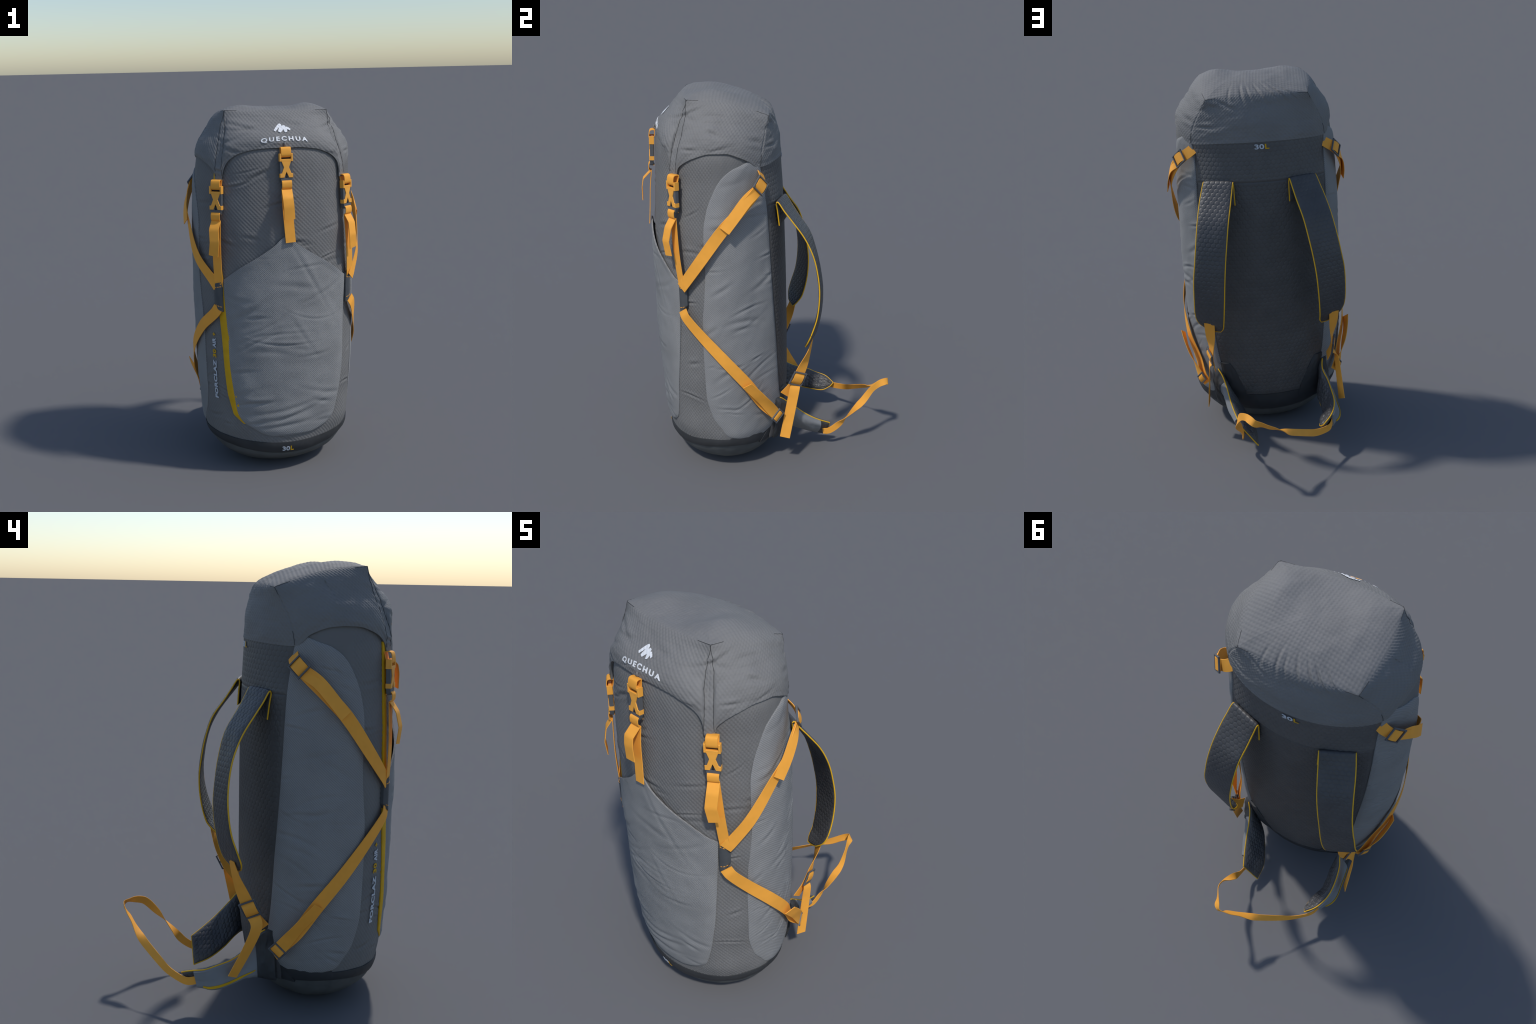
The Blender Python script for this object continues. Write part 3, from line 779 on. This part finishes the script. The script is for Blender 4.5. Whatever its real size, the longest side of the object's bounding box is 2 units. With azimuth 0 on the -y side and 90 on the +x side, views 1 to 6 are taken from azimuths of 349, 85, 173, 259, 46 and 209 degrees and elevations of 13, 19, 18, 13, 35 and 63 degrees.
# corner buckles
for sx in (1, -1):
    x = np.array([.82 * sx, .57, 0]) if sx > 0 else np.array([.82, -.57, 0])
    y = np.array([-.03 * sx, .02, 1.])
    c = np.array([.347 * sx, -.477, 1.597])
    b, fr = side_release_buckle(c, x, y)
    # lid webbing folded over the top bar
    loop_strap([at(fr, (0, .030, -.022)), at(fr, (0, .031, -.002)), at(fr, (0, .026, .008)), at(fr, (0, .004, .0125)), at(fr, (0, -.013, .010)), at(fr, (0, -.018, 0)), at(fr, (0, -.008, -.012)), at(fr, (0, .03, -.022))], fr[1], .051, b, n=44)
    # lower loop over the receiver bar
    loop_strap([at(fr, (.0, -.150, -.012)), at(fr, (0, -.138, .0)), at(fr, (0, -.139, .011)), at(fr, (0, -.150, .016)), at(fr, (0, -.172, .014)), at(fr, (0, -.182, .004))], fr[1], .051, b, n=30)
    # standing part down to the clip, free tail hanging in front
    tab = np.array([.374, -.462, 1.07]) if sx > 0 else np.array([-.352, -.486, 1.066])
    m1 = at(fr, (0, -.178, .002))
    loop_strap([m1, m1 * .5 + tab * .5 + np.array([.004 * sx, -.006, 0]), tab + np.array([0, -.004, .03]), tab], fr[1], .048, b)
    loop_strap([at(fr, (0, -.180, .006)), at(fr, (-.001, -.222, .034)), np.array([.372 * sx, -.527, 1.310]), np.array([.378 * sx, -.5165, 1.238])], fr[1], .054, b, sharp=True)
    # charcoal clip tab sewn at the pocket corner
    z = np.linspace(.940, 1.085, 40); u = np.linspace(0, 1, 20)
    ZZ, UU = np.meshgrid(z, u, indexing='ij')
    wv = 1 - .25 * sstep(.97, .94, ZZ)
    TH = -38.6 + 7.4 * UU * wv
    ZZ2 = ZZ + .018 * (UU - .5) * sstep(1.01, .94, ZZ) * 1.2 - .014 * (UU - .5) * sstep(1.03, 1.085, ZZ)
    P, Nn = body(TH if sx > 0 else 185 - TH, ZZ2, .015 + .010 * np.sin(PI * UU))
    ct = sheet('clip_tab', P, Nn, .022, M_TAB, ROOT, flip=(sx < 0))
    V = []; F = []
    for zr in (6, 33):
        for ur in (3, 8, 13):
            p = P[zr, ur] + Nn[zr, ur] * .0012; e1 = unit(P[zr, ur + 1] - P[zr, ur]) * .0045; e2 = unit(P[zr + 1, ur] - P[zr, ur]) * .0016
            k = len(V); q = [p - e1 - e2, p + e1 - e2, p + e1 + e2, p - e1 + e2]
            V += q + [v - Nn[zr, ur] * .003 for v in q]
            F += [(k, k+1, k+2, k+3), (k, k+4, k+5, k+1), (k+1, k+5, k+6, k+2), (k+2, k+6, k+7, k+3), (k+3, k+7, k+4, k)]
    st = add('stitching', make_mesh('stitching', np.array(V), F, M_OPLAST, smooth=False), ct); st['kind'] = 'stuff'

# centre buckle
c = np.array([-.001, -.574, 1.760])
b, fr = side_release_buckle(c, np.array([1., .03, 0]), np.array([.0, .06, 1.]))
loop_strap([at(fr, (0, .030, -.016)), at(fr, (0, .031, -.002)), at(fr, (0, .026, .008)), at(fr, (0, .004, .0125)), at(fr, (0, -.013, .010)), at(fr, (0, -.018, 0)), at(fr, (0, -.008, -.012)), at(fr, (0, .03, -.016))], fr[1], .053, b, n=44)
loop_strap([at(fr, (.0, -.150, -.012)), at(fr, (0, -.138, .0)), at(fr, (0, -.139, .011)), at(fr, (0, -.150, .016)), at(fr, (0, -.172, .014)), at(fr, (0, -.182, .004))], fr[1], .053, b, n=30)
loop_strap([at(fr, (0, -.178, .002)), (0.000, -.598, 1.50), (.006, -.606, 1.40), (.012, -.6145, 1.306)], [fr[1]] * 4, .054, b)
loop_strap([at(fr, (0, -.180, .006)), (-.004, -.632, 1.540), (-.001, -.640, 1.500), (.003, -.641, 1.430)], [fr[1]] * 4, .056, b, sharp=True)
tube('lid_loop', [lid_point(-90, 1.795, .003), lid_point(-90, 1.802, .006), lid_point(-90, 1.812, .004)], .006, M_LID, LID, n=10)

# ------------------------------------------------- side compression straps
def on_cloth(p, off):
    """drop a point onto the pack surface, off above it"""
    z = p[2]; f = float(fF(z)); bk = float(fB(z)); a = float(fA(z)) - .006
    t = math.degrees(math.atan2((p[1] - (f + bk) / 2) / ((bk - f) / 2), p[0] / a))
    return body(t, z, off)[0]

def cloth_dirs(pts, wd):
    """width directions that keep a strap flat to the pack, same sense as wd"""
    pts = np.array(pts, float); wd = unit(np.array(wd, float)); T = unit(np.gradient(pts, axis=0)); out = []
    for p, t, w in zip(pts, T, wd):
        a = float(fA(p[2])); f = float(fF(p[2])); bk = float(fB(p[2])); b = (bk - f) / 2
        n = unit(np.array([p[0] / a ** 2, (p[1] - (f + bk) / 2) / b ** 2, 0]))
        q = unit(np.cross(n, t)); out.append(q * (1 if q @ w > 0 else -1))
    return pts, np.array(out)

for sx in (1, -1):
    m = lambda *p: np.array([p[0] * sx, p[1], p[2]])
    tabp = np.array([.380, -.466, 1.068]) if sx > 0 else np.array([-.358, -.486, 1.062])
    tabl = np.array([.376, -.466, .948]) if sx > 0 else np.array([-.356, -.486, .952])
    # upper
    a, b_, cB, d = m(.399, -.071, 1.617), m(.439, -.104, 1.575), m(.419, -.061, 1.524), m(.379, -.030, 1.567)
    cen = (a + b_ + cB + d) / 4; yl = a - b_; xl = d - a
    pp, ww = cloth_dirs([m(.312, -.068, 1.640), m(.362, -.052, 1.606), cen + yl * .3, cen - yl * .6, m(.468, -.180, 1.452), m(.470, -.258, 1.370), m(.446, -.375, 1.21), tabp + m(.015, .016, .026), tabp],
                [xl, xl, xl, m(.01, .70, -.68), m(.1, .70, -.68), m(.1, .70, -.68), m(.25, .7, -.62), m(.45, .6, -.5), m(.6, .5, -.4)])
    ld = ribbon('compression_strap', pp, ww, .058, M_ORANGE, ROOT)
    ow = unit(m(.9, .35, .15))
    ladder_lock(cen + ow * .011, xl, yl, .073, .074, ld)
    ribbon('webbing_bridge', [cen + yl * .50 + ow * .003, cen + yl * .22 + ow * .015, cen - yl * .22 + ow * .015, cen - yl * .50 + ow * .003], xl, .056, M_ORANGE, ld, n=14)
    ribbon('webbing_tail', [cen - yl * .45 + ow * .004, m(.462, -.135, 1.512), m(.480, -.190, 1.448), m(.486, -.247, 1.378)],
           [xl, m(.1, .70, -.68), m(.2, .70, -.68), m(.25, .70, -.68)], .056, M_ORANGE, ld)
    # lower
    a, b_, cB, d = m(.381, -.004, .369), m(.413, -.044, .315), m(.372, -.022, .290), m(.332, .013, .329)
    a, b_, cB, d = m(.398, -.018, .372), m(.413, -.044, .318), m(.372, -.018, .290), m(.345, .008, .340)
    cen = m(.378, -.016, .328)
    yl = unit(m(.045, -.055, .085)) * .034; xl = unit(m(.03, -.055, -.055)) * .062
    pp, ww = cloth_dirs([tabl, tabl + m(.018, .012, -.032), on_cloth(m(.437, -.385, .828), .020), on_cloth(m(.462, -.270, .690), .026), on_cloth(m(.459, -.160, .540), .030), on_cloth(m(.433, -.080, .412), .030), cen + yl * .4, cen - yl * 1.1],
                [m(.5, -.55, -.5), m(.4, -.6, -.6), m(.2, -.72, -.66), m(.05, -.70, -.70), m(-.2, -.66, -.66), m(-.25, -.6, -.6), xl, xl])
    ld = ribbon('compression_strap', pp, ww, .058, M_ORANGE, ROOT)
    ow = unit(m(.85, .5, .0))
    ladder_lock(cen + ow * .017, xl, yl, .070, .052, ld)
    ribbon('webbing_bridge', [cen + yl * .75 + ow * .008, cen + yl * .35 + ow * .020, cen - yl * .35 + ow * .020, cen - yl * .75 + ow * .008], xl, .054, M_ORANGE, ld, n=14)
    ribbon('webbing_tail', [cen + yl * .7 + ow * .014, m(.440, -.078, .440), m(.462, -.120, .500), m(.474, -.166, .556)],
           [xl, m(-.25, -.62, -.6), m(-.28, -.62, -.62), m(-.38, -.64, -.64)], .058, M_ORANGE, ld)
